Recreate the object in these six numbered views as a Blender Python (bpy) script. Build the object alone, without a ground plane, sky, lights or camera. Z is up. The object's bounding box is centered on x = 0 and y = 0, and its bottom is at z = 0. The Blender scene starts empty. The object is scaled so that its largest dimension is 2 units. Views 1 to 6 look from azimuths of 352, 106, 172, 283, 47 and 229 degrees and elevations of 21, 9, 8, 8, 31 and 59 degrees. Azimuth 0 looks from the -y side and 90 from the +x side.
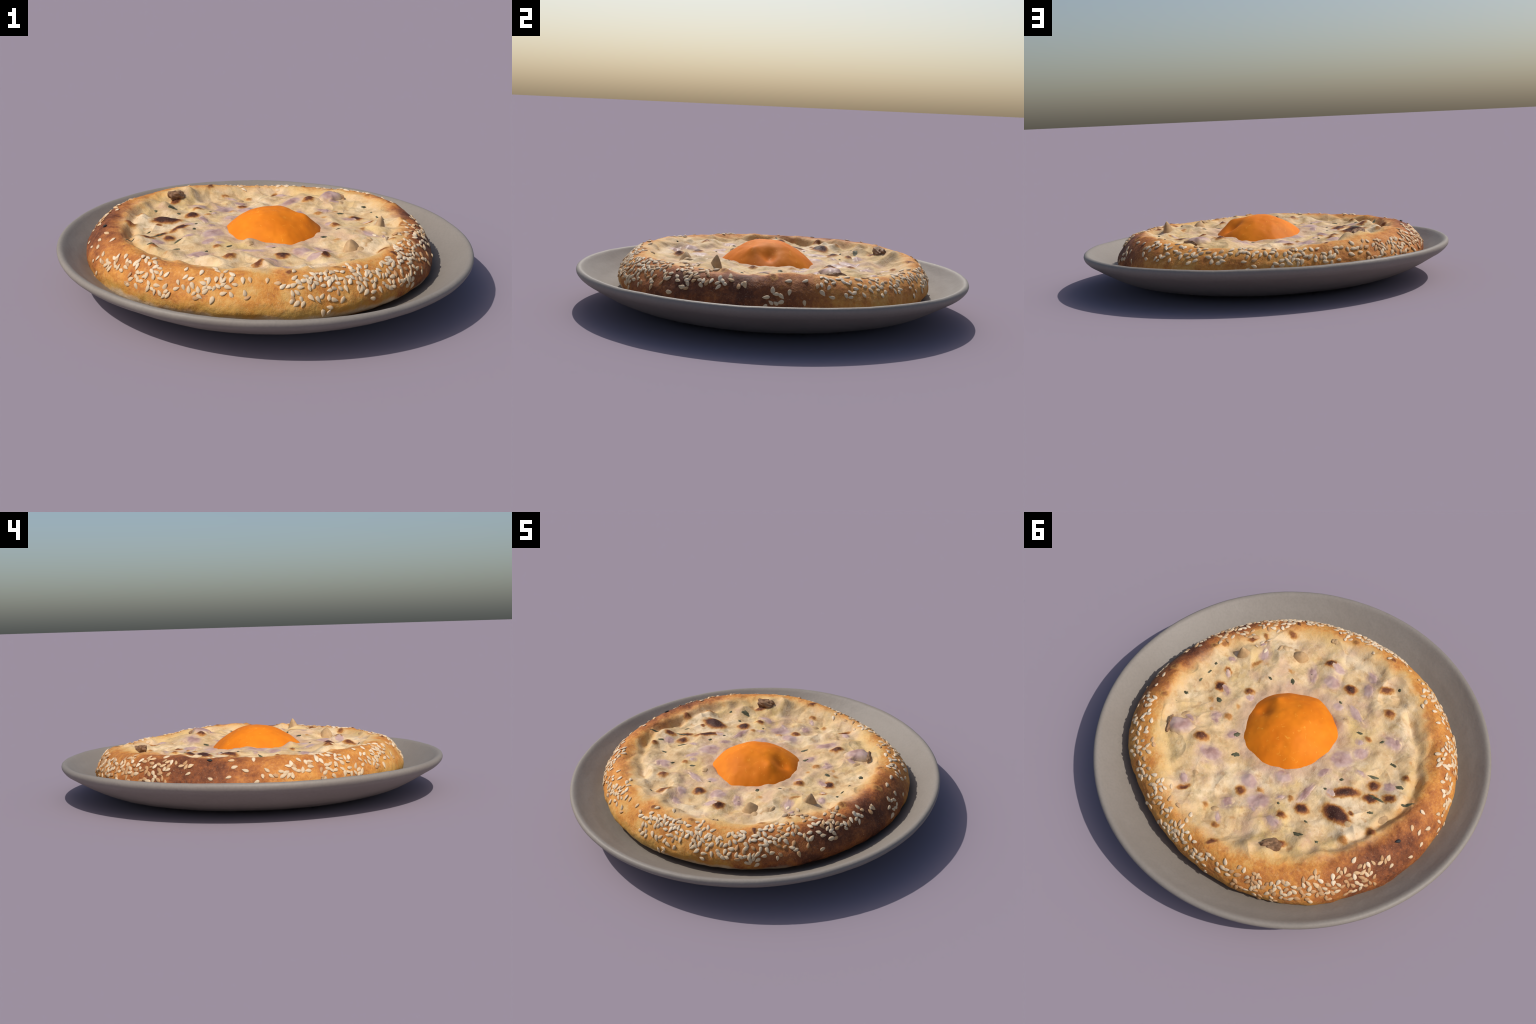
"""Round sesame-crusted bread filled with cheese, ham and an egg yolk, on a grey plate."""
import math
import random
import numpy as np

TAU = 2 * math.pi

# ----------------------------------------------------------------------------
# small numeric tools
# ----------------------------------------------------------------------------

def _hash(ix, iy, iz, seed):
    h = (ix * 374761393 + iy * 668265263 + iz * 2147483647 + seed * 974711) & 0xFFFFFFFF
    h = ((h ^ (h >> 13)) * 1274126177) & 0xFFFFFFFF
    h = ((h ^ (h >> 16)) * 2246822519) & 0xFFFFFFFF
    return (h ^ (h >> 15)) & 0xFFFF


def perlin(x, y, z=0.0, seed=0):
    """Vectorised gradient noise, about -1..1."""
    x, y, z = np.broadcast_arrays(np.asarray(x, float), np.asarray(y, float), np.asarray(z, float))
    xi, yi, zi = np.floor(x).astype(np.int64), np.floor(y).astype(np.int64), np.floor(z).astype(np.int64)
    xf, yf, zf = x - xi, y - yi, z - zi
    fade = lambda t: t * t * t * (t * (t * 6 - 15) + 10)
    u, v, w = fade(xf), fade(yf), fade(zf)
    out = 0.0
    for dx in (0, 1):
        for dy in (0, 1):
            for dz in (0, 1):
                h = _hash(xi + dx, yi + dy, zi + dz, seed)
                a = h / 65536.0 * TAU
                c = ((h * 7919) & 0xFFFF) / 32768.0 - 1.0
                s = np.sqrt(1 - c * c)
                g = s * np.cos(a) * (xf - dx) + s * np.sin(a) * (yf - dy) + c * (zf - dz)
                out = out + g * (u if dx else 1 - u) * (v if dy else 1 - v) * (w if dz else 1 - w)
    return out * 1.7


def fbm(x, y, z=0.0, octaves=3, seed=0):
    s, a, f = 0.0, 1.0, 1.0
    for o in range(octaves):
        s = s + a * perlin(x * f, y * f, np.asarray(z) * f, seed + o * 17)
        a *= 0.5
        f *= 2.03
    return s


def smooth(a, b, x):
    t = np.clip((x - a) / (b - a), 0, 1)
    return t * t * (3 - 2 * t)


def spline(xk, yk, x):
    """Cubic Hermite (Catmull-Rom) interpolation through control points."""
    xk, yk = np.asarray(xk, float), np.asarray(yk, float)
    m = np.gradient(yk, xk)
    x = np.clip(x, xk[0], xk[-1])
    i = np.clip(np.searchsorted(xk, x) - 1, 0, len(xk) - 2)
    h = xk[i + 1] - xk[i]
    t = (x - xk[i]) / h
    return ((2 * t**3 - 3 * t**2 + 1) * yk[i] + (t**3 - 2 * t**2 + t) * h * m[i]
            + (-2 * t**3 + 3 * t**2) * yk[i + 1] + (t**3 - t**2) * h * m[i + 1])


def periodic(table, deg):
    """Smooth periodic function of an angle in degrees from (angle, value) pairs."""
    k = sorted(table)
    k = [(a - 360, v) for a, v in k[-3:]] + k + [(a + 360, v) for a, v in k[:3]]
    return spline([a for a, _ in k], [v for _, v in k], (np.asarray(deg) + 180) % 360 - 180)


# ----------------------------------------------------------------------------
# shape of the bread
# ----------------------------------------------------------------------------
# largest radius of the crust by compass angle (degrees, 0 = +x)
CRUST_RADIUS = [(-175, 0.860), (-165, 0.857), (-150, 0.847), (-135, 0.834), (-115, 0.814), (-100, 0.806),
                (-75, 0.793), (-60, 0.791), (-45, 0.797), (-30, 0.805), (-8, 0.812), (6, 0.822), (20, 0.834),
                (38, 0.840), (50, 0.831), (65, 0.800), (80, 0.788), (95, 0.796), (106, 0.810), (120, 0.832),
                (135, 0.850), (147, 0.866), (160, 0.864), (172, 0.864)]
# height of the crust's crest
CREST_HEIGHT = [(-160, .276), (-120, .281), (-90, .285), (-60, .276), (-30, .276), (0, .279), (30, .287),
                (60, .259), (90, .251), (120, .268), (150, .280)]
# radius where the crust turns into the filling
FILLING_RADIUS = [(-165, .700), (-135, .690), (-110, .668), (-85, .645), (-60, .640), (-35, .655), (-5, .680),
                  (20, .680), (45, .670), (70, .668), (95, .685), (120, .715), (140, .710), (165, .708)]
# crease between crust and filling on the west side: (angle, radius, depth)
CREASE_RADIUS = [(-118, .589), (-136, .622), (-150, .640), (-167, .670), (177, .640), (163, .650), (148, .641),
                 (90, .62), (30, .62), (-40, .60), (-80, .60)]
CREASE_DEPTH = [(-100, .006), (-120, .022), (-140, .026), (-165, .030), (172, .026), (160, .020), (140, .012),
                (110, .006), (70, .010), (40, .010), (0, .004), (-50, .012), (-80, .010)]

YOLK_CENTRE = (.035, -.022)
YOLK_RADIUS = .243

# scorched blisters: x, y, half length, half width, turn (deg), darkness, bump height
SCORCH = [
    (.472, .090, .030, .026, 0, 1.0, .012), (.021, -.411, .032, .028, 20, 1.0, .022),
    (.203, -.441, .030, .024, 10, .9, .016), (.344, -.004, .024, .020, 0, .7, .016),
    (.515, .001, .020, .016, 0, .7, .008), (-.110, -.540, .036, .020, 60, .8, .022),
    (-.228, -.449, .028, .024, 0, .75, .024), (-.259, -.269, .020, .016, 0, .65, .010),
    (.279, .359, .034, .024, 30, .9, .016), (.295, .176, .022, .018, 0, .5, .010),
    (-.065, .391, .026, .022, 0, .8, .014), (-.125, .316, .018, .014, 0, .45, .008),
    (-.016, .564, .018, .016, 0, .5, .012), (-.341, .236, .034, .026, 30, 1.0, .016),
    (-.305, .332, .026, .020, 10, .75, .012), (-.259, .238, .018, .014, 0, .5, .008),
    (-.410, .020, .062, .024, 50, 1.0, .012), (-.474, .134, .066, .038, 12, 1.25, .020),
    (-.512, .073, .016, .012, 0, .7, .003), (-.470, -.111, .030, .024, 60, .9, .012),
    (-.508, -.055, .036, .020, 40, 1.0, .010), (-.575, -.118, .032, .020, 30, .85, .010),
    (-.598, .204, .024, .022, 0, .5, .016), (-.650, .074, .026, .020, 0, .7, .040),
    (-.411, .442, .036, .014, 45, .8, .010), (-.134, .599, .022, .014, 0, .6, .016),
    (.130, .589, .034, .014, 60, .8, -.008), (.587, -.228, .026, .013, 60, .7, .008),
    (.478, -.410, .024, .018, 20, .65, .010), (.507, -.477, .016, .014, 0, .9, .010),
    (.217, -.629, .016, .014, 0, .55, .008), (.592, .352, .020, .018, 0, .6, .008),
    (.695, .198, .024, .016, 30, .6, .010), (.673, -.037, .020, .012, 0, .6, .006),
    (.656, -.088, .024, .012, 60, .6, .004), (.002, -.694, .016, .014, 0, .7, .012),
    (.555, -.292, .016, .012, 0, .6, .008), (-.208, .678, .028, .014, 70, .8, .006),
    (-.550, -.255, .022, .018, 0, .7, .014), (.447, -.137, .034, .012, 80, .5, .004),
    (.436, .173, .015, .012, 0, .35, .004), (.310, .102, .014, .012, 0, .35, .003),
    (.390, .209, .014, .012, 0, .35, .003), (.301, -.250, .016, .012, 0, .35, .003),
]

# ham chips lying in the cheese: x, y, half length, half width, turn (deg), lift
HAM = [
    (-.262, -.092, .062, .048, 60, .012), (-.297, -.188, .042, .026, 70, .010),
    (.114, -.366, .046, .038, 20, .008), (.218, -.326, .052, .022, -40, .008),
    (-.145, .186, .042, .034, 20, .010), (-.165, .361, .060, .042, 40, .012),
    (-.287, .163, .062, .018, 100, .014), (.185, .378, .060, .036, 30, .010),
    (.205, .222, .036, .022, 80, .004), (-.108, -.329, .062, .020, -10, .016),
    (.002, -.548, .042, .020, -20, .010), (-.350, -.349, .054, .028, 0, .014),
    (-.527, -.164, .032, .028, 30, .006), (-.299, .383, .040, .024, 0, .012),
    (-.017, -.289, .032, .024, 40, .006), (-.069, .475, .030, .026, 20, .012),
    (-.053, .328, .050, .034, 10, .008), (.467, -.210, .050, .018, -50, .006),
    (-.262, .026, .032, .018, 70, .008), (.326, .236, .028, .014, 0, .006),
    (.155, -.450, .036, .024, 10, .012), (-.045, -.475, .040, .022, -40, .010),
]

# one large slice of ham standing out of the cheese in the north-east
BIG_HAM = [(.400, .395, .078, .056, 35, .026)]

_r = random.Random(5)
for _ in range(16):                                  # small shreds between the larger chips
    _a, _q = _r.uniform(0, TAU), _r.uniform(.30, .60)
    HAM.append((_q * math.cos(_a), _q * math.sin(_a), _r.uniform(.016, .034), _r.uniform(.010, .018),
                _r.uniform(0, 180), _r.uniform(.005, .012)))

HAM = [(x, y, a * 1.18, b * 1.22, turn, lift) for x, y, a, b, turn, lift in HAM]

# dark green herb flakes: x, y, half length, half width, turn
HERBS = [(.245, -.210, .022, .011, -40), (.402, .150, .024, .014, 10), (.104, .281, .028, .014, 60),
         (-.006, -.315, .012, .007, 0), (-.205, -.265, .020, .009, 30), (-.314, -.317, .022, .008, 70),
         (-.445, -.267, .022, .009, 10), (-.434, -.148, .034, .009, 40), (-.433, .342, .030, .016, 20),
         (.546, .250, .016, .012, 0), (-.348, -.014, .014, .009, 60), (.561, .145, .014, .007, 90),
         (-.564, -.003, .020, .007, 50), (-.405, .266, .012, .008, 0), (.589, .021, .011, .008, 0),
         (.573, .076, .018, .006, 100), (-.151, -.590, .011, .008, 0), (.228, -.326, .014, .008, 30),
         (-.242, .299, .010, .007, 0), (-.331, .079, .012, .007, 20), (-.530, -.075, .046, .008, 20),
         (-.655, -.160, .034, .010, 50), (.190, .205, .024, .014, 70), (-.520, .300, .012, .010, 0),
         (-.560, -.200, .024, .012, 30), (.330, -.130, .016, .007, 10)]

# plain lumps in the filling: x, y, height, radius
LUMPS = [(-.109, -.235, .026, .034), (.173, -.428, .018, .050), (-.472, .350, .030, .038),
         (-.400, .500, .034, .055), (-.430, .290, .018, .045), (-.330, .560, .018, .040),
         (-.250, .520, -.020, .045), (-.560, .330, .016, .040), (-.600, .130, .016, .045),
         (-.530, .250, -.014, .050), (.400, .400, .012, .080), (.470, .440, -.016, .045),
         (.260, .480, .012, .060), (.090, .520, .016, .050), (.020, .600, .012, .035),
         (.500, -.170, .012, .060), (.400, -.300, .014, .055), (.430, -.390, -.010, .045),
         (.330, -.420, .012, .040), (.590, .120, .012, .045), (.620, .250, .014, .045),
         (.530, .270, .010, .040), (.300, -.520, .010, .035), (.120, -.560, -.010, .050),
         (-.060, -.590, .012, .040), (-.250, -.520, .012, .045), (-.390, -.440, .012, .045),
         (-.480, -.330, .014, .045), (-.550, -.230, .012, .035), (-.360, -.240, .010, .040),
         (-.170, -.400, .010, .050), (-.370, -.060, .010, .050), (-.250, .440, .012, .050),
         (.050, .420, .010, .050), (.230, .300, .008, .050), (.420, .020, .008, .060)]


# broad swells and hollows under the lumps: x, y, height, radius
SWELLS = [(-.32, .55, .018, .070), (.45, .46, .016, .060), (.30, -.36, -.014, .080), (-.31, -.43, .014, .055),
          (-.33, -.19, -.012, .055), (-.62, -.12, .012, .055), (-.28, .01, .010, .055), (.42, .05, -.012, .055),
          (-.43, .32, -.010, .050), (.02, .65, -.010, .060), (.24, .56, -.010, .050), (-.24, .38, -.011, .045),
          (.58, -.16, .010, .060)]

# level of the filling away from its lumps: x, y, height
LEVEL = [(-0.340, 0.231, 0.247), (-0.298, 0.324, 0.240), (-0.054, 0.387, 0.230), (0.003, 0.550, 0.216), (0.269, 0.367, 0.266),
         (0.294, 0.172, 0.251), (-0.414, 0.026, 0.249), (-0.467, -0.118, 0.242), (-0.269, -0.094, 0.259), (-0.430, 0.335, 0.242),
         (-0.596, 0.200, 0.247), (-0.124, -0.520, 0.265), (0.338, 0.000, 0.259), (0.114, 0.272, 0.237), (-0.120, 0.594, 0.224),
         (0.409, 0.144, 0.251), (0.017, -0.404, 0.252), (0.471, 0.090, 0.255), (0.208, -0.445, 0.251), (-0.232, -0.444, 0.256),
         (0.450, -0.250, 0.277), (0.560, -0.050, 0.275), (0.500, 0.300, 0.257), (-0.150, 0.450, 0.222), (-0.300, 0.500, 0.236),
         (-0.500, -0.300, 0.246), (-0.350, -0.400, 0.250), (0.350, 0.500, 0.250), (0.180, 0.560, 0.226), (0.350, -0.480, 0.269)]


def filling_level(x, y):
    w, s = 1e-9, 0.0
    for lx, ly, lz in LEVEL:
        k = np.exp(-((x - lx) ** 2 + (y - ly) ** 2) / .13**2) + 1e-4
        w, s = w + k, s + k * lz
    return s / w


def polar(x, y):
    return np.hypot(x, y), np.degrees(np.arctan2(y, x))


def top_height(x, y):
    """Height of the top of the bread (filling and crest) over the plane."""
    r, deg = polar(x, y)
    R = periodic(CRUST_RADIUS, deg)
    rf = periodic(FILLING_RADIUS, deg)
    crest = periodic(CREST_HEIGHT, deg)
    rc = rf + .018                                   # radius of the crest
    fill = filling_level(x, y) + .003 * perlin(x * 4.1, y * 4.1, 4.2, 3)
    inner = smooth(rf - .13, rc, r)
    z = fill + (crest - fill) * inner
    # crust falls away outside the crest; the rounded side takes over at its end
    k = np.clip((r - rc) / (R * .968 - rc), 0, 1.2)
    z = z - (crest - .212) * k**2.3
    # crease on the west side
    cr = periodic(CREASE_RADIUS, deg) + .012 * perlin(x * 9, y * 9, 1.0, 8)
    z = z - periodic(CREASE_DEPTH, deg) * np.exp(-((r - cr) / .026) ** 2) * (1 + .5 * perlin(x * 14, y * 14, 2., 9))
    # lumps of the filling
    inside = 1 - smooth(rf - .06, rf + .05, r)
    lump = fbm(x * 8.5, y * 8.5, .5, 2, 21)
    peak = np.maximum(0, perlin(x * 9.5, y * 9.5, 7.7, 33)) ** 1.6
    z = z + inside * (.009 * lump + .022 * peak - .004 + .0022 * fbm(x * 24, y * 24, .3, 2, 5))
    # folds of cheese, strongest towards the crust
    band = smooth(.30, .50, r) * (1 - smooth(rf - .02, rf + .05, r))
    wx, wy = x + .03 * perlin(x * 6, y * 6, 3., 40), y + .03 * perlin(x * 6, y * 6, 5., 41)
    ridge = (1 - np.abs(perlin(wx * 6.5, wy * 6.5, 1.3, 42))) ** 3
    pit = (1 - np.abs(perlin(wx * 5.0, wy * 5.0, 8.3, 43))) ** 4
    z = z + band * (.010 * ridge - .007 * pit - .001)
    for lx, ly, h, rad in LUMPS + SWELLS:
        d2 = ((x - lx) ** 2 + (y - ly) ** 2) / rad**2
        z = z + h * 1.15 * np.exp(-d2)
    for sx, sy, a, b, turn, dark, h in SCORCH:
        c, s = math.cos(math.radians(turn)), math.sin(math.radians(turn))
        px, py = (x - sx) * c + (y - sy) * s, -(x - sx) * s + (y - sy) * c
        d = np.sqrt((px / (a * 1.15)) ** 2 + (py / (b * 1.15)) ** 2)
        z = z + h * np.exp(-d**1.6)
    # crust skin: broad undulation and fine pores
    out = 1 - inside
    z = z + out * (.005 * perlin(x * 7, y * 7, .9, 51) + .0022 * fbm(x * 22, y * 22, .2, 3, 52))
    # the filling dips a little under the yolk
    dy = np.hypot(x - YOLK_CENTRE[0], y - YOLK_CENTRE[1])
    flat = 1 - smooth(.17, .235, dy)
    z = z * (1 - flat) + .232 * flat
    return z


# how far the foot of the crust tucks in, by angle
FOOT_TUCK = [(-175, .6), (-152, .45), (-132, 1.0), (-110, 1.6), (-80, 1.1), (-55, 1.25), (-20, 1.35), (10, 1.1), (50, .9), (100, 1.0), (150, .85)]

# side of the crust below the top: (fraction of the largest radius, height)
SIDE = [(.968, .212), (.990, .185), (1.0, .150), (.988, .114), (.950, .083), (.905, .063), (.860, .053), (.78, .050)]


def bread_grid(n_theta=960, n_top=330, n_side=70):
    """Grid of points ring by ring, from the centre of the top to the underside."""
    th = np.linspace(0, TAU, n_theta, endpoint=False)
    deg = np.degrees(th)
    R = periodic(CRUST_RADIUS, deg)
    u = np.linspace(.012, 1, n_top) ** .85
    rings = []
    for k in u:
        r = R * .968 * k
        x, y = r * np.cos(th), r * np.sin(th)
        rings.append(np.stack([x, y, top_height(x, y)], -1))
    edge = rings[-1][:, 2]
    sk = np.linspace(0, 1, len(SIDE))
    for t in np.linspace(0, 1, n_side + 1)[1:]:
        f = spline(sk, [p[0] for p in SIDE], t)
        h = spline(sk, [p[1] for p in SIDE], t)
        z = h + (edge - .212) * (1 - t) ** 3
        tuck = 1 + (periodic(FOOT_TUCK, deg) - 1) * smooth(.058, .085, h) if h < .15 and t > .2 else 1.0
        r = R * (1 - (1 - f) * tuck)
        x, y = r * np.cos(th), r * np.sin(th)
        bulge = (.007 * perlin(x * 5, y * 5, z * 5, 61) + .0035 * fbm(x * 16, y * 16, z * 16, 3, 62)) * min(1, t * 6)
        r = r + bulge
        rings.append(np.stack([r * np.cos(th), r * np.sin(th), z], -1))
    return np.array(rings)          # ring, angle, xyz


def grid_normals(G):
    du = np.gradient(G, axis=0)
    dv = np.roll(G, -1, 1) - np.roll(G, 1, 1)
    n = np.cross(du, dv)
    n /= np.linalg.norm(n, axis=-1, keepdims=True) + 1e-12
    return n


# clumps of sesame seeds on each side of the crust:
# (angle, distance above the equator along the skin, spread in angle, spread in distance, seeds)
SEEDS_SOUTH_WEST = [
    (-166, 0.042, 3.4, 0.042, 3), (-157, 0.071, 3.9, 0.021, 5), (-147, 0.117, 2.4, 0.029, 8), (-142, 0.077, 3.0, 0.022, 9), (-136, 0.113, 2.8, 0.031, 10),
    (-132, 0.072, 2.6, 0.023, 8), (-129, 0.039, 1.3, 0.013, 3), (-141, 0.180, 2.2, 0.018, 4), (-123, 0.130, 1.9, 0.024, 3), (-117, 0.165, 2.4, 0.037, 6),
    (-123, 0.076, 1.7, 0.016, 4), (-119, 0.046, 1.1, 0.021, 4), (-113, 0.116, 3.0, 0.023, 10), (-111, 0.092, 1.1, 0.015, 4), (-102, 0.134, 2.3, 0.010, 3),
    (-80, 0.163, 2.1, 0.015, 3), (-89, 0.131, 1.1, 0.017, 2),
]
SEEDS_SOUTH_EAST = [
    (-88, 0.129, 3.2, 0.028, 10), (-81, 0.137, 3.6, 0.029, 14), (-76, 0.129, 2.8, 0.024, 9), (-88, 0.060, 1.5, 0.016, 4), (-82, 0.064, 1.5, 0.017, 3),
    (-76, 0.087, 2.2, 0.018, 4), (-72, 0.069, 0.8, 0.009, 2), (-70, 0.115, 2.1, 0.017, 5), (-66, 0.118, 2.6, 0.026, 8), (-66, 0.173, 2.3, 0.022, 4),
    (-62, 0.101, 3.4, 0.023, 10), (-57, 0.113, 3.2, 0.021, 10), (-54, 0.082, 2.1, 0.026, 6), (-55, 0.047, 1.3, 0.012, 3), (-66, 0.061, 1.9, 0.026, 4),
    (-80, 0.004, 1.3, 0.017, 2), (-77, 0.036, 1.1, 0.013, 2), (-60, 0.049, 1.3, 0.006, 2), (-50, 0.093, 3.8, 0.026, 10), (-48, 0.127, 2.6, 0.017, 6),
    (-43, 0.091, 3.2, 0.030, 10), (-39, 0.115, 1.9, 0.026, 6), (-48, 0.036, 1.1, 0.014, 4), (-44, 0.033, 1.3, 0.017, 5), (-41, 0.047, 0.8, 0.011, 2),
    (-39, 0.151, 2.1, 0.018, 5), (-35, 0.140, 2.1, 0.037, 8), (-34, 0.099, 1.9, 0.026, 6), (-34, 0.215, 0.9, 0.020, 2), (-30, 0.193, 2.1, 0.037, 6),
    (-25, 0.237, 2.1, 0.050, 5), (-27, 0.141, 1.9, 0.017, 4), (-19, 0.206, 2.8, 0.025, 6), (-18, 0.175, 1.9, 0.020, 4), (-26, 0.094, 2.4, 0.021, 6),
    (-19, 0.125, 1.3, 0.016, 3), (-15, 0.124, 2.6, 0.023, 9), (-10, 0.122, 1.9, 0.014, 5), (-9, 0.181, 1.9, 0.021, 6), (-4, 0.121, 2.3, 0.010, 4),
    (0, 0.126, 2.3, 0.011, 4), (6, 0.112, 0.9, 0.009, 2), (16, 0.066, 1.7, 0.017, 5), (-14, 0.066, 1.3, 0.007, 2), (-6, 0.100, 2.1, 0.010, 3),
    (36, 0.165, 5.8, 0.021, 4),
]
SEEDS_NORTH_EAST = [
    (33, 0.122, 1.3, 0.020, 4), (42, 0.146, 1.1, 0.011, 2), (41, 0.077, 1.1, 0.013, 2), (44, 0.102, 1.1, 0.011, 2), (36, 0.162, 2.2, 0.015, 4),
    (46, 0.156, 1.3, 0.015, 2), (49, 0.121, 2.4, 0.021, 4), (55, 0.118, 2.6, 0.032, 6), (57, 0.095, 2.8, 0.020, 6), (63, 0.101, 2.2, 0.018, 4),
    (65, 0.057, 2.4, 0.018, 4), (76, 0.033, 1.5, 0.016, 2), (52, 0.170, 2.6, 0.019, 4), (86, 0.149, 7.1, 0.024, 8), (72, 0.135, 5.2, 0.027, 5),
    (87, 0.096, 6.2, 0.024, 7), (87, 0.056, 4.1, 0.021, 5), (77, 0.098, 4.5, 0.019, 5), (17, 0.034, 2.1, 0.004, 3),
]
SEEDS_NORTH = [
    (76, 0.109, 1.5, 0.024, 4), (72, 0.119, 0.9, 0.013, 2), (92, 0.094, 1.3, 0.007, 2), (92, 0.055, 1.5, 0.020, 6), (94, 0.113, 0.9, 0.010, 2),
    (96, 0.099, 0.9, 0.009, 2), (101, 0.108, 1.1, 0.009, 2), (104, 0.054, 1.7, 0.029, 8), (109, 0.090, 1.1, 0.015, 2), (108, 0.051, 1.3, 0.019, 4),
    (112, 0.070, 1.1, 0.013, 2), (116, 0.109, 1.5, 0.016, 4), (117, 0.081, 1.5, 0.009, 2), (122, 0.110, 1.5, 0.008, 3), (127, 0.077, 2.4, 0.029, 14),
    (119, 0.024, 2.8, 0.008, 2), (135, 0.108, 1.5, 0.015, 3), (134, 0.053, 1.5, 0.017, 2), (147, 0.117, 3.0, 0.013, 4),
]
SEEDS_WEST = [
    (130, 0.041, 3.9, 0.031, 10), (135, 0.050, 3.7, 0.022, 12), (141, 0.053, 2.8, 0.024, 10), (147, 0.093, 2.4, 0.029, 12), (155, 0.140, 2.2, 0.008, 4),
    (153, 0.067, 2.2, 0.021, 8), (151, 0.056, 1.7, 0.020, 4), (160, 0.101, 2.2, 0.019, 8), (163, 0.078, 1.7, 0.022, 8), (159, 0.084, 1.5, 0.020, 5),
    (164, 0.103, 0.9, 0.025, 5), (157, 0.036, 1.5, 0.009, 2), (161, 0.049, 1.3, 0.009, 2), (165, 0.048, 0.8, 0.008, 2), (171, 0.125, 1.5, 0.009, 5),
    (-164, 0.053, 0.6, 0.014, 2), (-157, 0.063, 1.5, 0.014, 4), (-153, 0.083, 0.9, 0.006, 2),
]

# ============================================================================
# Blender
# ============================================================================
import bpy
from mathutils import Matrix, Vector

rng = random.Random(11)


# ---------------------------------------------------------------- materials
class Nodes:
    """Thin helper around a material's node tree."""

    def __init__(self, name):
        self.mat = bpy.data.materials.new(name)
        self.mat.use_nodes = True
        self.t = self.mat.node_tree
        self.bsdf = self.t.nodes['Principled BSDF']
        self.P = self.new('ShaderNodeTexCoord').outputs['Object']

    def new(self, kind, **props):
        n = self.t.nodes.new(kind)
        for k, v in props.items():
            setattr(n, k, v)
        return n

    def put(self, sock, v):
        if hasattr(v, 'links'):
            self.t.links.new(v, sock)
        elif isinstance(v, (tuple, list)) and len(v) == 3 and sock.type == 'RGBA':
            sock.default_value = (*v, 1)
        else:
            sock.default_value = v

    def math(self, op, a, b=0.0, c=None, clamp=False):
        n = self.new('ShaderNodeMath', operation=op, use_clamp=clamp)
        self.put(n.inputs[0], a)
        self.put(n.inputs[1], b)
        if c is not None:
            self.put(n.inputs[2], c)
        return n.outputs[0]

    def vmath(self, op, a, b=(0, 0, 0), scale=None):
        n = self.new('ShaderNodeVectorMath', operation=op)
        self.put(n.inputs[0], a)
        self.put(n.inputs[1], b)
        if scale is not None:
            self.put(n.inputs['Scale'], scale)
        return n.outputs['Value'] if op in ('LENGTH', 'DOT_PRODUCT', 'DISTANCE') else n.outputs[0]

    def noise(self, scale, detail=3, rough=.55, vec=None, color=False, distortion=0.0, dims='3D'):
        n = self.new('ShaderNodeTexNoise', noise_dimensions=dims)
        self.put(n.inputs['Vector'], vec if vec is not None else self.P)
        n.inputs['Scale'].default_value = scale
        n.inputs['Detail'].default_value = detail
        n.inputs['Roughness'].default_value = rough
        n.inputs['Distortion'].default_value = distortion
        return n.outputs['Color' if color else 'Fac']

    def range(self, v, a, b, lo=0.0, hi=1.0, kind='SMOOTHSTEP'):
        n = self.new('ShaderNodeMapRange', interpolation_type=kind)
        self.put(n.inputs['Value'], v)
        for k, x in (('From Min', a), ('From Max', b), ('To Min', lo), ('To Max', hi)):
            self.put(n.inputs[k], x)
        return n.outputs[0]

    def mix(self, f, a, b, mode='MIX'):
        n = self.new('ShaderNodeMix', data_type='RGBA', blend_type=mode)
        self.put(n.inputs[0], f)
        self.put(n.inputs[6], a)
        self.put(n.inputs[7], b)
        return n.outputs[2]

    def ramp(self, f, stops):
        n = self.new('ShaderNodeValToRGB')
        e = n.color_ramp.elements
        while len(e) < len(stops):
            e.new(.5)
        for el, (p, c) in zip(e, stops):
            el.position = p
            el.color = (*c, 1)
        self.put(n.inputs[0], f)
        return n.outputs[0]

    def spot(self, vec, loc, size, turn=0.0, soft=(1.2, .35)):
        """1 inside a turned ellipse (ellipsoid) around loc, falling to 0 outside."""
        m = self.new('ShaderNodeMapping', vector_type='TEXTURE')
        self.put(m.inputs['Vector'], vec)
        m.inputs['Location'].default_value = loc
        m.inputs['Rotation'].default_value = (0, 0, math.radians(turn))
        m.inputs['Scale'].default_value = size
        d = self.vmath('LENGTH', m.outputs[0])
        return self.range(d, soft[0], soft[1])

    def after(self, vec, prev):
        """vec, made to depend on prev: keeps long sums of spots in sequence (shader memory)."""
        if not hasattr(prev, 'links'):
            return vec
        n = self.new('ShaderNodeVectorMath', operation='MULTIPLY_ADD')
        self.put(n.inputs[0], prev)
        n.inputs[1].default_value = (1e-9, 1e-9, 1e-9)
        self.put(n.inputs[2], vec)
        return n.outputs[0]

    def bump(self, height, strength, distance):
        n = self.new('ShaderNodeBump')
        n.inputs['Strength'].default_value = strength
        n.inputs['Distance'].default_value = distance
        self.put(n.inputs['Height'], height)
        self.put(self.bsdf.inputs['Normal'], n.outputs[0])

    def finish(self, color, rough=.6, spec=.3, **kw):
        self.put(self.bsdf.inputs['Base Color'], color)
        self.put(self.bsdf.inputs['Roughness'], rough)
        self.put(self.bsdf.inputs['Specular IOR Level'], spec)
        for k, v in kw.items():
            self.put(self.bsdf.inputs[k], v)
        return self.mat


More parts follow.
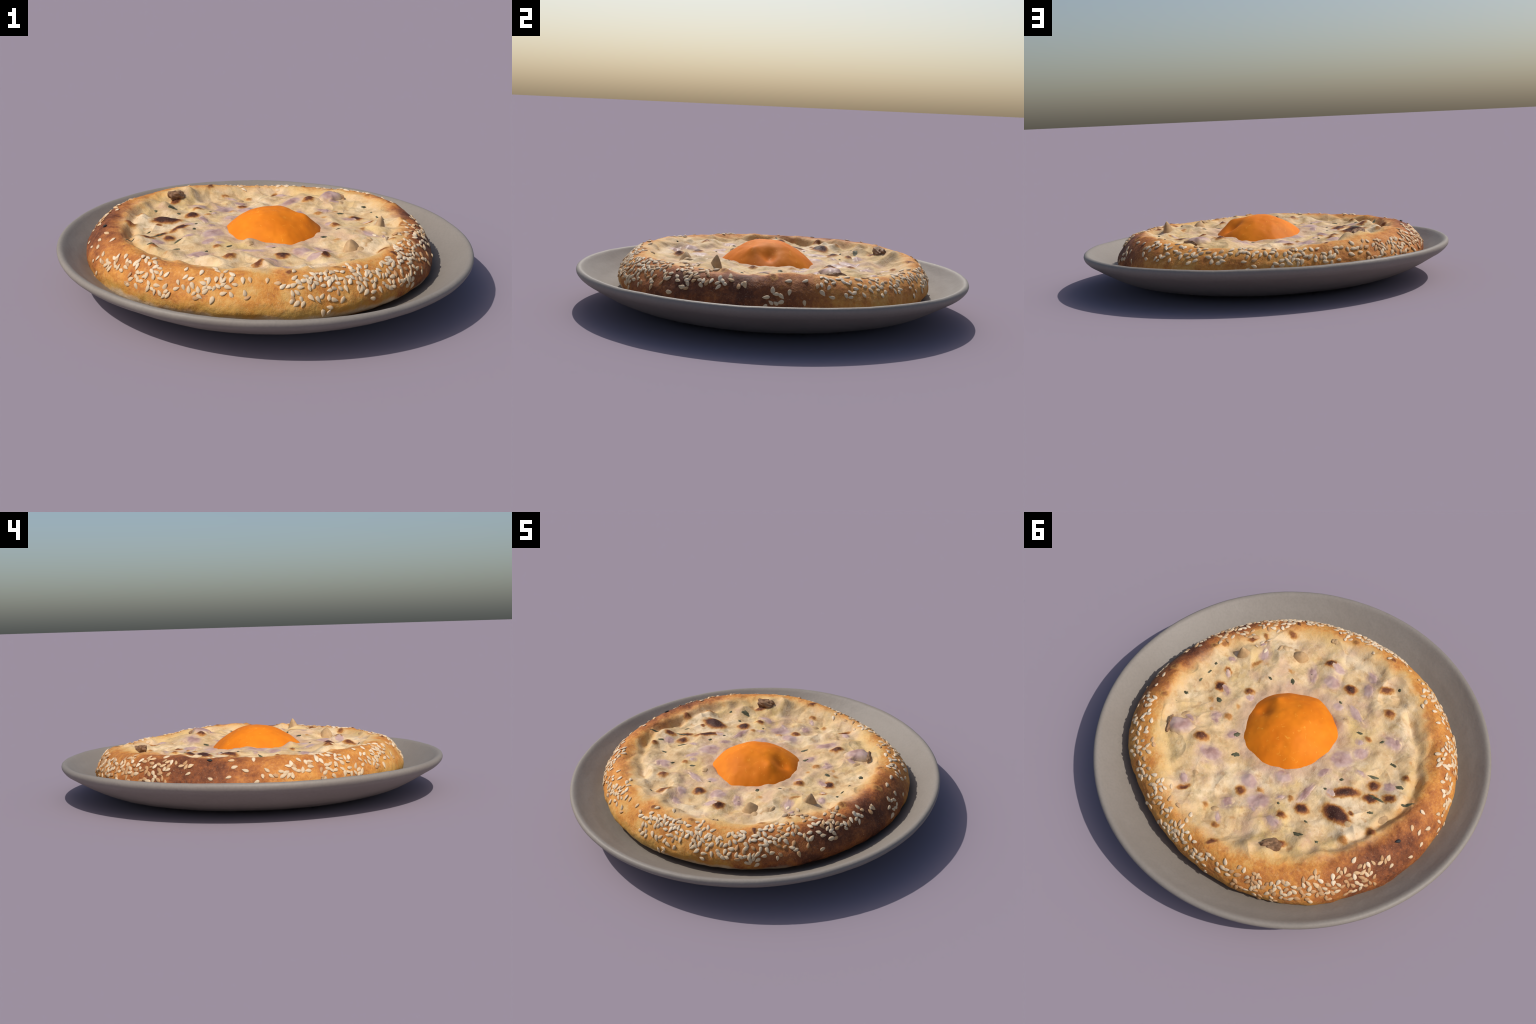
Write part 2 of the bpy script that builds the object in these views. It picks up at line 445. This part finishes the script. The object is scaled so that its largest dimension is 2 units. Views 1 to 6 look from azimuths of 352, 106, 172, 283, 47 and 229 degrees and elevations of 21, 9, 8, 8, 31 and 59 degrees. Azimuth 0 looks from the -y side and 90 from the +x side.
def plate_material():
    m = Nodes('grey_stoneware')
    n1 = m.noise(2.2, 3)
    n2 = m.noise(90, 2)
    col = m.ramp(n1, [(.3, (.235, .202, .170)), (.7, (.262, .230, .198))])
    col = m.mix(m.range(n2, .35, .7, 0, .35), col, (.205, .180, .154))
    m.bump(m.noise(45, 3), .25, .004)
    return m.finish(col, .55, .35)


# dark-baked regions of the crust: x, y, z, radius, amount
TOASTED = [(.62, -.50, .19, .20, .26), (.76, -.28, .20, .22, .34), (.80, -.05, .20, .22, .34), (.72, -.20, .26, .13, .20),
           (.78, .18, .20, .21, .34), (.70, .36, .22, .17, .26), (.70, .05, .27, .13, .24),
           (-.82, .10, .22, .27, .31), (-.74, .32, .22, .27, .29), (-.80, -.16, .22, .25, .23), (-.60, .58, .20, .18, .12),
           (-.66, -.44, .24, .20, .06), (.20, -.80, .16, .25, -.10), (-.15, -.80, .17, .28, -.14), (.0, .76, .22, .3, -.04),
           (.66, -.47, .10, .07, .4), (.50, -.60, .11, .05, .3), (.72, -.33, .13, .07, .4), (.80, .06, .13, .10, .2)]


def cheese_color(m, mid, fine):
    """Mottled melted cheese: cream, with yellow, pinkish, tan and greenish clouds."""
    P = m.P
    cloud = lambda scale, shift, a, b, hi: m.range(m.noise(scale, 4, .6, vec=m.vmath('ADD', P, shift)), a, b, 0, hi)
    c = m.ramp(mid, [(.30, (.52, .335, .160)), (.46, (.62, .425, .220)), (.60, (.70, .50, .275)), (.75, (.76, .57, .34))])
    c = m.mix(cloud(6.5, (8, 1, 6), .46, .64, .55), c, (.78, .63, .44))
    c = m.mix(cloud(5.5, (3, 1, 2), .48, .68, .50), c, (.62, .42, .135))
    c = m.mix(cloud(7, (7, 4, 2), .50, .68, .55), c, (.54, .335, .24))
    c = m.mix(cloud(13, (1, 9, 5), .54, .68, .55), c, (.40, .285, .135))
    c = m.mix(cloud(19, (6, 2, 8), .56, .68, .60), c, (.46, .27, .12))
    c = m.mix(m.range(fine, .55, .75, 0, .35), c, (.76, .61, .42))
    return m.mix(cloud(58, (5, 5, 5), .68, .74, .6), c, (.16, .14, .07))


def bread_material():
    m = Nodes('baked_dough_and_cheese')
    P = m.P
    sep = m.new('ShaderNodeSeparateXYZ')
    m.put(sep.inputs[0], P)
    X, Y, Z = sep.outputs
    flat = m.new('ShaderNodeCombineXYZ')
    m.put(flat.inputs[0], X)
    m.put(flat.inputs[1], Y)
    flat = flat.outputs[0]
    # wobble the coordinates so that no edge is geometrically clean
    wob = m.vmath('SCALE', m.vmath('SUBTRACT', m.noise(17, 3, vec=P, color=True), (.5, .5, .5)), scale=.055)
    wflat = m.vmath('MULTIPLY', m.vmath('ADD', flat, wob), (1, 1, 0))
    tight = m.vmath('MULTIPLY', m.vmath('ADD', flat, m.vmath('ADD', m.vmath('SCALE', wob, scale=.6), m.vmath('SCALE', m.vmath('SUBTRACT', m.noise(48, 3, color=True), (.5, .5, .5)), scale=.022))), (1, 1, 0))
    broad = m.noise(3.2, 3)
    mid = m.noise(11, 4, .6)
    fine = m.noise(75, 3, .6)
    grain = m.noise(210, 2, .5)

    cheese = cheese_color(m, mid, fine)
    # browned flecks and smears, mostly near the crust
    fleck = m.range(m.noise(16, 4, .62, vec=m.vmath('ADD', P, (2, 8, 3))), .57, .72)
    fleck = m.math('MULTIPLY', fleck, m.range(m.vmath('LENGTH', wflat), .36, .60, .50, 1.0))
    cheese = m.mix(m.math('MULTIPLY', fleck, .8), cheese, (.48, .245, .085))
    # pink stain round the ham and near the yolk
    stain = 0.0
    for x, y, a, b, turn, lift in HAM:
        s = m.spot(m.after(wflat, stain), (x, y, 0), (a * 1.25, b * 1.3, 1), turn, (1.25, .3))
        stain = m.math('MAXIMUM', stain, s)
    ring = m.spot(wflat, (YOLK_CENTRE[0], YOLK_CENTRE[1], 0), (.30, .30, 1), 0, (1.05, .85))
    stain = m.math('MAXIMUM', stain, m.math('MULTIPLY', ring, .55))
    cheese = m.mix(m.math('MULTIPLY', stain, m.range(mid, .25, .6, .45, .95)), cheese, (.45, .285, .235))

    # ---- crust
    shifted = m.vmath('ADD', wflat, (.012, -.018, 0))
    rad = m.math('ADD', m.vmath('LENGTH', shifted), m.math('MULTIPLY', m.math('SUBTRACT', mid, .5), .05))
    crusty = m.range(rad, .585, .725)
    toast = m.range(rad, .61, .735, .02, .46)
    wP = m.vmath('ADD', P, wob)
    for x, y, z, r, amount in TOASTED:
        s = m.spot(m.after(wP, toast), (x, y, z), (r, r, r * .8), 0, (1.25, .0))
        toast = m.math('MULTIPLY_ADD', s, amount, toast)
    toast = m.math('ADD', toast, m.math('MULTIPLY', m.math('SUBTRACT', broad, .5), .45))
    toast = m.math('ADD', toast, m.math('MULTIPLY', m.math('SUBTRACT', mid, .5), .75))
    toast = m.math('ADD', toast, m.math('MULTIPLY', m.math('SUBTRACT', fine, .5), .40), clamp=True)
    crust = m.ramp(toast, [(0, (.68, .46, .215)), (.20, (.66, .37, .110)), (.42, (.60, .250, .052)),
                           (.62, (.42, .145, .036)), (.82, (.22, .068, .024)), (1, (.105, .034, .017))])
    blot = m.range(m.noise(24, 4, .65, vec=m.vmath('ADD', P, (9, 3, 1))), .52, .70, 0, .55)
    crust = m.mix(m.math('MULTIPLY', blot, m.range(toast, .25, .55)), crust, (.33, .100, .032))
    golden = m.range(m.noise(46, 3, .6, vec=m.vmath('ADD', P, (4, 4, 9))), .54, .72, 0, .45)  # random pale golden mottling of the crust, weaker where darkly toasted
    crust = m.mix(m.math('MULTIPLY', golden, m.range(toast, .8, .3)), crust, (.72, .44, .19))
    # egg-wash yellow low on the side and unbaked pale dough at the foot
    low = m.math('ADD', Z, m.math('MULTIPLY', m.math('SUBTRACT', m.noise(8, 4), .5), .10))
    yellow = m.range(low, .185, .135)
    side = m.range(rad, .76, .79)
    yellow = m.math('MULTIPLY', m.math('MULTIPLY', yellow, side), m.range(toast, .75, .35))
    crust = m.mix(m.math('MULTIPLY', yellow, .75), crust, m.ramp(m.noise(6, 3), [(.35, (.44, .22, .035)), (.65, (.50, .32, .085))]))
    south = m.spot(flat, (-.06, -.72, 0), (.85, .62, 1), 0, (1.15, .8))
    pale = m.math('MULTIPLY', m.range(low, .135, .105), m.math('MULTIPLY', south, side))
    crust = m.mix(pale, crust, (.52, .40, .27))
    col = m.mix(crusty, cheese, crust)

    # ---- scorch marks on the blisters
    scorch = 0.0
    for x, y, a, b, turn, dark, h in SCORCH:
        s = m.spot(m.after(tight, scorch), (x, y, 0), (a * 1.15, b * 1.15, 1), turn, (1.45, .25))
        scorch = m.math('MAXIMUM', scorch, m.math('MULTIPLY', s, dark))
    scorch = m.math('MULTIPLY', scorch, m.range(Z, .2, .22))
    scorch = m.math('MULTIPLY_ADD', m.math('SUBTRACT', fine, .5), m.math('MULTIPLY', scorch, .5), scorch, clamp=True)
    col = m.mix(m.range(scorch, .03, .40, kind='LINEAR'), col, (.50, .24, .065))
    col = m.mix(m.range(scorch, .30, .70, kind='LINEAR'), col, (.22, .070, .024))
    col = m.mix(m.range(scorch, .62, 1.0, kind='LINEAR'), col, (.055, .020, .014))
    # oily freckles
    col = m.mix(m.range(grain, .62, .75, 0, .25), col, (.80, .62, .40))
    m.bump(m.math('ADD', m.math('MULTIPLY', fine, .7), m.math('MULTIPLY', grain, .3)), .5, .007)
    return m.finish(col, m.range(mid, .3, .7, .60, .78), .20)


def yolk_material():
    m = Nodes('egg_yolk')
    a, b = m.noise(6, 3), m.noise(34, 3, .6, distortion=1.2)
    col = m.ramp(a, [(.35, (.68, .170, .008)), (.65, (.78, .225, .011))])
    col = m.mix(m.range(m.noise(10, 3, vec=m.vmath('ADD', m.P, (4, 2, 1))), .5, .72, 0, .35), col, (.56, .150, .008))
    col = m.mix(m.range(b, .62, .72, 0, .55), col, (.86, .40, .05))
    m.bump(m.noise(26, 3), .2, .006)
    return m.finish(col, .62, .12)


def seed_material(name, a, b):
    m = Nodes(name)
    info = m.new('ShaderNodeObjectInfo')
    geo = m.new('ShaderNodeNewGeometry')
    n = m.noise(14, 2, vec=geo.outputs['Position'])
    f = m.math('ADD', m.math('MULTIPLY', info.outputs['Random'], .55), m.math('MULTIPLY', n, .45))
    col = m.ramp(f, [(.15, a), (.8, b)])
    return m.finish(col, .6, .22)


def ham_material():
    m = Nodes('cooked_ham')
    a, b = m.noise(14, 3, .55), m.noise(70, 3)
    mid, fine = m.noise(11, 4, .6), m.noise(75, 3, .6)
    ham = m.ramp(a, [(.32, (.34, .195, .165)), (.50, (.46, .300, .262)), (.70, (.54, .385, .335))])
    ham = m.mix(m.range(m.noise(22, 3, vec=m.vmath('ADD', m.P, (2, 2, 2))), .55, .72, 0, .5), ham, (.58, .42, .26))
    ham = m.mix(m.range(b, .55, .75, 0, .25), ham, (.60, .45, .36))
    # the rim of every chip is smeared with cheese
    wob = m.vmath('SCALE', m.vmath('SUBTRACT', m.noise(30, 3, color=True), (.5, .5, .5)), scale=.03)
    flat = m.vmath('MULTIPLY', m.vmath('ADD', m.P, wob), (1, 1, 0))
    core = 0.0
    for x, y, hx, hy, turn, lift in HAM + BIG_HAM:
        s = m.spot(m.after(flat, core), (x, y, 0), (hx, hy, 1), turn, (1.10, .55))
        core = m.math('MAXIMUM', core, s)
    col = m.mix(core, cheese_color(m, mid, fine), ham)
    m.bump(b, .3, .004)
    return m.finish(col, .5, .3)


def mushroom_material(name, stops):
    m = Nodes(name)
    col = m.ramp(m.noise(18, 4, .6), stops)
    col = m.mix(m.range(m.noise(60, 3), .6, .75, 0, .3), col, (.20, .10, .05))
    m.bump(m.noise(50, 3), .3, .004)
    return m.finish(col, .6, .25)


def herb_material():
    m = Nodes('dried_herb')
    col = m.ramp(m.noise(50, 3), [(.3, (.035, .035, .020)), (.7, (.135, .130, .070))])
    return m.finish(col, .6, .2)


# ------------------------------------------------------------------- meshes
def make_object(name, verts, faces, mat, parent=None, smooth_shade=True, normals=None):
    me = bpy.data.meshes.new(name)
    me.from_pydata([tuple(v) for v in np.asarray(verts).tolist()], [], faces)
    me.materials.append(mat)
    me.polygons.foreach_set('use_smooth', [smooth_shade] * len(me.polygons))
    me.update()
    if normals is not None:
        me.normals_split_custom_set_from_vertices(np.asarray(normals).tolist())
    ob = bpy.data.objects.new(name, me)
    bpy.context.scene.collection.objects.link(ob)
    ob.parent = parent
    return ob


def ring_faces(n_rings, n, first=0):
    f = []
    for i in range(n_rings - 1):
        a, b = first + i * n, first + (i + 1) * n
        for j in range(n):
            k = (j + 1) % n
            f.append((a + j, b + j, b + k, a + k))
    return f


def revolve(profile, n=360):
    th = np.linspace(0, TAU, n, endpoint=False)
    v = np.concatenate([np.stack([r * np.cos(th), r * np.sin(th), 0 * th + z], -1) for r, z in profile])
    f = [tuple(reversed(q)) for q in ring_faces(len(profile), n)]
    return v, f, n


# ---- plate -----------------------------------------------------------------
UNDERSIDE = [(0, .001), (.30, .002), (.42, .003), (.52, .005), (.62, .011), (.70, .023), (.78, .045), (.86, .081),
             (.91, .110), (.95, .134)]
RIM = [(.980, .153), (.994, .168), (.9995, .181), (.9985, .191), (.992, .198), (.982, .200), (.972, .196)]
INSIDE = [(.955, .183), (.93, .164), (.90, .144), (.86, .118), (.81, .092), (.75, .069), (.67, .051), (.58, .042),
          (.45, .038), (0, .037)]


def build_plate():
    pts = UNDERSIDE[1:] + RIM + INSIDE[:-1]
    d = np.r_[0, np.cumsum(np.hypot(np.diff([p[0] for p in pts]), np.diff([p[1] for p in pts])))]
    t = np.linspace(0, d[-1], 150)
    prof = list(zip(spline(d, [p[0] for p in pts], t), spline(d, [p[1] for p in pts], t)))
    v, f, n = revolve(prof)
    x, y, z = v.T
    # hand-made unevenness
    r = np.hypot(x, y)
    k = smooth(.3, .9, r)
    wob = .0022 * perlin(x * 4, y * 4, z * 9, 71) + .0009 * perlin(x * 17, y * 17, z * 25, 72)
    v = v + np.stack([x / r * wob * k * .6 * 0, y / r * wob * k * .6 * 0, wob * k], -1)
    base, top = len(v), len(v) + 1
    v = np.concatenate([v, [[0, 0, UNDERSIDE[0][1]], [0, 0, INSIDE[-1][1]]]])
    last = (len(prof) - 1) * n
    for j in range(n):
        f.append((j, base, (j + 1) % n)[::-1][::-1])
        f.append((last + (j + 1) % n, top, last + j))
    # consistent outward winding
    ob = make_object('plate', v, f, plate_material())
    import bmesh
    bm = bmesh.new()
    bm.from_mesh(ob.data)
    bmesh.ops.recalc_face_normals(bm, faces=bm.faces)
    bm.to_mesh(ob.data)
    bm.free()
    ob['label'] = 'round shallow matte grey stoneware plate with rounded rim'
    ob['category'] = 'plate'
    return ob


# ---- bread body ------------------------------------------------------------
def build_bread(parent):
    G = bread_grid()
    N = grid_normals(G)
    nr, nt = G.shape[:2]
    mat = bread_material()
    V, VN = G.reshape(-1, 3), N.reshape(-1, 3)
    centre_r = np.hypot(G[:, :, 0], G[:, :, 1]).mean(1)
    split = int(np.argmax(centre_r > .665))
    # filling: rings 0..split, closed at the hidden centre under the yolk
    nf = (split + 1) * nt
    f = [q for q in ring_faces(split + 1, nt)]
    v = np.concatenate([V[:nf], [[0, 0, .236]]])
    n = np.concatenate([VN[:nf], [[0, 0, 1]]])
    f += [(nf, j, (j + 1) % nt) for j in range(nt)]
    make_object('cheese_filling', v, f, mat, parent, normals=n)
    # crust: rings split..end, closed underneath
    Vc, Nc = V[split * nt:], VN[split * nt:]
    m = nr - split
    f = ring_faces(m, nt)
    v = np.concatenate([Vc, [[0, 0, .050]]])
    n = np.concatenate([Nc, [[0, 0, -1]]])
    last = (m - 1) * nt
    f += [(last + j, len(Vc), last + (j + 1) % nt) for j in range(nt)]
    make_object('crust', v, f, mat, parent, normals=n)
    return G, N


# ---- yolk ------------------------------------------------------------------
def yolk_height(x, y):
    dx, dy = x - YOLK_CENTRE[0], y - YOLK_CENTRE[1]
    ang = np.arctan2(dy, dx)
    edge = YOLK_RADIUS * (1 + .020 * np.sin(2 * ang + .7) + .035 * perlin(np.cos(ang) * 2.2, np.sin(ang) * 2.2, 3.3, 81))
    q = np.hypot(dx, dy) / edge
    z = .232 + .116 * (1 - np.clip(q, 0, 1.2) ** 2.35)
    z = z + .006 * perlin(x * 9, y * 9, .4, 82) + .0015 * perlin(x * 30, y * 30, .4, 83)
    # torn fold on the east flank: a nose with a hollow beside it
    z = z + .014 * np.exp(-(((x - .180) / .034) ** 2 + ((y + .055) / .030) ** 2))
    z = z - .028 * np.exp(-(((x - .185) / .045) ** 2 + ((y - .030) / .036) ** 2))
    return z, edge


def build_yolk(parent):
    n, m = 256, 90
    th = np.linspace(0, TAU, n, endpoint=False)
    rings = []
    for q in np.linspace(.01, 1.06, m):
        _, edge = yolk_height(YOLK_CENTRE[0] + .2 * np.cos(th), YOLK_CENTRE[1] + .2 * np.sin(th))
        x, y = YOLK_CENTRE[0] + q * edge * np.cos(th), YOLK_CENTRE[1] + q * edge * np.sin(th)
        rings.append(np.stack([x, y, yolk_height(x, y)[0]], -1))
    v = np.concatenate(rings)
    f = ring_faces(m, n)
    top = [[YOLK_CENTRE[0], YOLK_CENTRE[1], rings[0][:, 2].mean()]]
    bot = [[YOLK_CENTRE[0], YOLK_CENTRE[1], .205]]
    k = len(v)
    v = np.concatenate([v, top, bot])
    f += [(k, j, (j + 1) % n) for j in range(n)]
    f += [((m - 1) * n + (j + 1) % n, (m - 1) * n + j, k + 1) for j in range(n)]
    make_object('egg_yolk', v, f, yolk_material(), parent)


# ---- chips lying in the filling ---------------------------------------------
def build_chip(name, x0, y0, a, b, turn, lift, mat, parent, seed, corners=0.16, power=2.0):
    """A lens-shaped chip that follows the filling and stands slightly out of it."""
    n, m = 40, 12
    th = np.linspace(0, TAU, n, endpoint=False)
    c, s = math.cos(math.radians(turn)), math.sin(math.radians(turn))
    out = 1 + corners * perlin(np.cos(th) * 1.6, np.sin(th) * 1.6, seed * 3.7, 91) \
            + .5 * corners * perlin(np.cos(th) * 4, np.sin(th) * 4, seed * 1.9, 92)
    top, low = [], []
    for q in np.linspace(.04, 1, m):
        px, py = q * out * a * np.cos(th), q * out * b * np.sin(th)
        x, y = x0 + px * c - py * s, y0 + px * s + py * c
        z = top_height(x, y)
        rough = .0022 * perlin(x * 40, y * 40, seed, 93)
        top.append(np.stack([x, y, z - .0025 + (lift + .0025) * (1 - q**power) + rough * (1 - q)], -1))
    rim = top[-1].copy()
    rim[:, 2] -= .012
    v = np.concatenate(top + [rim])
    f = ring_faces(m + 1, n)
    k = len(v)
    zc = float(top_height(np.array([x0]), np.array([y0]))[0])
    v = np.concatenate([v, [[x0, y0, zc + lift], [x0, y0, zc - .014]]])
    f += [(k, j, (j + 1) % n) for j in range(n)]
    f += [(m * n + (j + 1) % n, m * n + j, k + 1) for j in range(n)]
    return make_object(name, v, f, mat, parent)


def build_lump(name, centre, axes, turn, tilt, mat, parent, seed, rough=.18, square=2.6):
    """A rounded chunk (superellipsoid with noise) half sunk in the filling."""
    n, m = 56, 36
    th = np.linspace(0, TAU, n, endpoint=False)
    v = []
    pw = lambda t: np.sign(t) * np.abs(t) ** (2 / square)
    for ph in np.linspace(.02, math.pi - .02, m):
        x, y, z = pw(math.sin(ph)) * pw(np.cos(th)), pw(math.sin(ph)) * pw(np.sin(th)), pw(math.cos(ph)) + 0 * th
        k = 1 + rough * fbm(x * 1.4, y * 1.4, z * 1.4 + seed * 5.1, 3, 95)
        v.append(np.stack([x * k * axes[0], y * k * axes[1], z * k * axes[2]], -1))
    v = np.concatenate(v)
    R = Matrix.Rotation(math.radians(turn), 3, 'Z') @ Matrix.Rotation(math.radians(tilt), 3, 'Y')
    v = v @ np.array(R).T + np.array(centre)
    f = ring_faces(m, n)
    f += [tuple(reversed(range(n))), tuple(range((m - 1) * n, m * n))]
    return make_object(name, v, f, mat, parent)


def build_horn(name, base, tip, w, d, turn, mat, parent, seed, bend=.3, taper=1.5):
    """An upright pointed shard of mushroom: cross-sections shrinking towards the tip."""
    n, m = 32, 24
    th = np.linspace(0, TAU, n, endpoint=False)
    base, tip = np.array(base), np.array(tip)
    c, s = math.cos(math.radians(turn)), math.sin(math.radians(turn))
    v = []
    for t in np.linspace(0, 1, m):
        k = (1 - t**taper) ** .8 * .94 + .06 * math.sqrt(max(0, 1 - t**6))
        px, py = w * k * np.cos(th), d * k * np.sin(th)
        o = base + (tip - base) * np.array([t ** (1 + bend), t ** (1 + bend), t])
        x, y = o[0] + px * c - py * s, o[1] + px * s + py * c
        nz = 1 + .12 * perlin(np.cos(th) * 1.5, np.sin(th) * 1.5, t * 2 + seed, 97)
        v.append(np.stack([o[0] + (x - o[0]) * nz, o[1] + (y - o[1]) * nz, o[2] + 0 * th], -1))
    v = np.concatenate(v)
    f = [tuple(reversed(q)) for q in ring_faces(m, n)]
    f += [tuple(reversed(range(n))), tuple(range((m - 1) * n, m * n))]
    return make_object(name, v, f, mat, parent)


def build_toppings(parent):
    ham = ham_material()
    for i, (x, y, a, b, turn, lift) in enumerate(HAM):
        build_chip('ham_piece', x, y, a * 1.12, b * 1.12, turn, lift * .40, ham, parent, i + 1, .30, 2.2)
    herb = herb_material()
    for i, (x, y, a, b, turn) in enumerate(HERBS):
        build_chip('herb_flake', x, y, a, b * 1.15, turn, .004, herb, parent, i + 40, .35, 1.6)
    tan = mushroom_material('roasted_mushroom', [(.3, (.38, .235, .115)), (.55, (.54, .35, .175)), (.75, (.62, .44, .25))])
    brown = mushroom_material('browned_mushroom', [(.3, (.13, .060, .030)), (.55, (.28, .155, .080)), (.75, (.42, .27, .15))])
    r = random.Random(9)
    for i in range(9):
        a, q = r.uniform(0, TAU), r.uniform(.52, .64)
        build_chip('ham_edge', q * math.cos(a), q * math.sin(a), r.uniform(.018, .036), r.uniform(.012, .020),
                   r.uniform(0, 180), r.uniform(.004, .008), tan, parent, i + 90, .15, 2.0)
    build_horn('ham_edge', (.530, -.128, .235), (.540, -.120, .335), .046, .030, 55, tan, parent, 1)
    build_horn('ham_edge', (.352, -.345, .235), (.340, -.350, .302), .050, .034, 40, tan, parent, 2, .2, 2.0)
    build_lump('ham_edge', (-.405, .485, .268), (.052, .032, .028), 40, 15, brown, parent, 3, .30, 2.1)
    build_lump('ham_edge', (.430, -.275, .256), (.034, .020, .020), 40, 10, brown, parent, 4)
    for x, y, a, b, turn, lift in BIG_HAM:
        build_chip('ham_piece', x, y, a, b, turn, lift, ham, parent, 5, .22, 3.5)
    build_lump('ham_edge', (.446, .430, .266), (.050, .012, .018), 125, 0, brown, parent, 6, .25, 2.1)  # brown underside edge of the large ham slice, built as its own strip
    build_lump('ham_edge', (.300, -.555, .262), (.026, .020, .018), 20, 0, tan, parent, 7)
    build_lump('ham_edge', (-.112, -.246, .258), (.022, .026, .014), 20, 0, tan, parent, 8, .12, 2.1)


# ---- sesame ------------------------------------------------------------------
def seed_mesh(name, mat, length, width, thick, seed):
    """Flat teardrop: pointed at one end, plump at the other."""
    n, m = 14, 9
    v = []
    r = random.Random(seed)
    bend = r.uniform(-.12, .12)
    for i in range(m):
        t = i / (m - 1)
        w = (math.sin(math.pi * t ** .72) ** .75) if 0 < t < 1 else 0.02
        for j in range(n):
            a = TAU * j / n
            v.append((length * (t - .45), width * w * math.cos(a) + bend * length * (t - .5) ** 2, thick * w ** .8 * math.sin(a)))
    f = ring_faces(m, n)
    f += [tuple(reversed(range(n))), tuple(range((m - 1) * n, m * n))]
    me = bpy.data.meshes.new(name)
    me.from_pydata(v, [], [tuple(reversed(q)) for q in f])
    me.materials.append(mat)
    me.polygons.foreach_set('use_smooth', [True] * len(me.polygons))
    me.update()
    return me


def build_seeds(parent, G, N):
    pale = seed_material('sesame_seed_coat', (.60, .43, .26), (.76, .61, .43))
    brown = seed_material('toasted_sesame_seed_coat', (.44, .23, .10), (.66, .44, .24))
    black = seed_material('black_sesame_seed_coat', (.02, .02, .022), (.03, .03, .03))
    kinds = {k: [seed_mesh('sesame_seed_shape', mt, rng.uniform(.0295, .035), rng.uniform(.0082, .0100), .0042, i)
                 for i in range(5)] for k, mt in (('pale', pale), ('brown', brown), ('black', black))}
    nt = G.shape[1]
    seg = np.linalg.norm(np.diff(G, axis=0), axis=-1)
    cum = np.concatenate([np.zeros((1, nt)), np.cumsum(seg, 0)])
    eq = G.shape[0] - 70 - 1 + 20
    arc = cum[eq] - cum

    def frame(deg, a):
        j = int(round(deg / 360 * nt)) % nt
        i = int(np.argmin(np.abs(arc[:, j] - a)))
        return Vector(G[i, j]), Vector(N[i, j])

    spots = []
    for clump in SEEDS_SOUTH_WEST + SEEDS_SOUTH_EAST + SEEDS_NORTH_EAST + SEEDS_NORTH + SEEDS_WEST:
        deg, a, sd, sa, cnt = clump
        for _ in range(cnt):
            spots.append((deg, a, max(sd, 1.3), max(sa, .010)))
    for _ in range(70):                                       # strays between the clumps
        spots.append((rng.uniform(-180, 180), rng.uniform(.02, .17), 0, 0))
    placed = []
    taken = [frame(179, .155)[0]]
    for deg, a, sd, sa in spots:
        for attempt in range(8):
            d = deg + rng.gauss(0, .85) * sd
            h = a + rng.gauss(0, .95) * sa
            p, n = frame(d, h)
            if all((p - q).length > .0185 for q in taken):
                break
        else:
            if rng.random() < .5:
                continue
        taken.append(p)
        placed.append((d, h, p, n))
    objs = []
    for d, h, p, n in placed:
        w = (d + 360) % 360
        toasted = rng.random() < (.75 if 138 < w < 172 else .45 if 118 < w < 190 else .45 if w > 325 or w < 12 else .06)
        me = rng.choice(kinds['brown' if toasted else 'pale'])
        z = (n + Vector((rng.gauss(0, .12), rng.gauss(0, .12), rng.gauss(0, .12)))).normalized()
        t = Vector((rng.gauss(0, 1), rng.gauss(0, 1), rng.gauss(0, 1)))
        x = (t - z * t.dot(z)).normalized()
        y = z.cross(x)
        s = rng.uniform(.86, 1.12)
        M = Matrix((x, y, z)).transposed().to_4x4()
        M.translation = p + n * .0016
        objs.append((me, M @ Matrix.Diagonal((s, s, s, 1)), p))
    # one black seed on the west crest
    p, n = frame(179, .155)
    x = Vector((.4, 1, 0)) - n * Vector((.4, 1, 0)).dot(n)
    x.normalize()
    M = Matrix((x, n.cross(x), n)).transposed().to_4x4()
    M.translation = p + n * .003
    objs.insert(0, (kinds['black'][0], M, p))
    # the 300 that show largest (highest on the crust) stay single objects
    order = sorted(range(len(objs)), key=lambda i: -objs[i][2].z)
    single = set(order[:299]) | {0}
    rest_v, rest_f, rest_m = [], [], []
    mats = [pale, brown]
    for i, (me, M, p) in enumerate(objs):
        if i in single:
            ob = bpy.data.objects.new('sesame_seed', me)
            ob.matrix_world = M
            bpy.context.scene.collection.objects.link(ob)
            ob.parent = parent
        else:
            k = len(rest_v)
            rest_v += [tuple(M @ v.co) for v in me.vertices]
            rest_f += [tuple(k + a for a in q.vertices) for q in me.polygons]
            rest_m += [mats.index(me.materials[0])] * len(me.polygons)
    ob = make_object('sesame_seeds', rest_v, rest_f, pale, parent)
    ob.data.materials.append(brown)
    ob.data.polygons.foreach_set('material_index', rest_m)
    ob['kind'] = 'stuff'


# -------------------------------------------------------------------- assemble
build_plate()
bread = bpy.data.objects.new('filled_flatbread', None)
bpy.context.scene.collection.objects.link(bread)
bread['label'] = 'round sesame bread filled with cheese, ham and egg yolk'
bread['category'] = 'filled bread'
grid, grid_n = build_bread(bread)
build_yolk(bread)
build_toppings(bread)
build_seeds(bread, grid, grid_n)
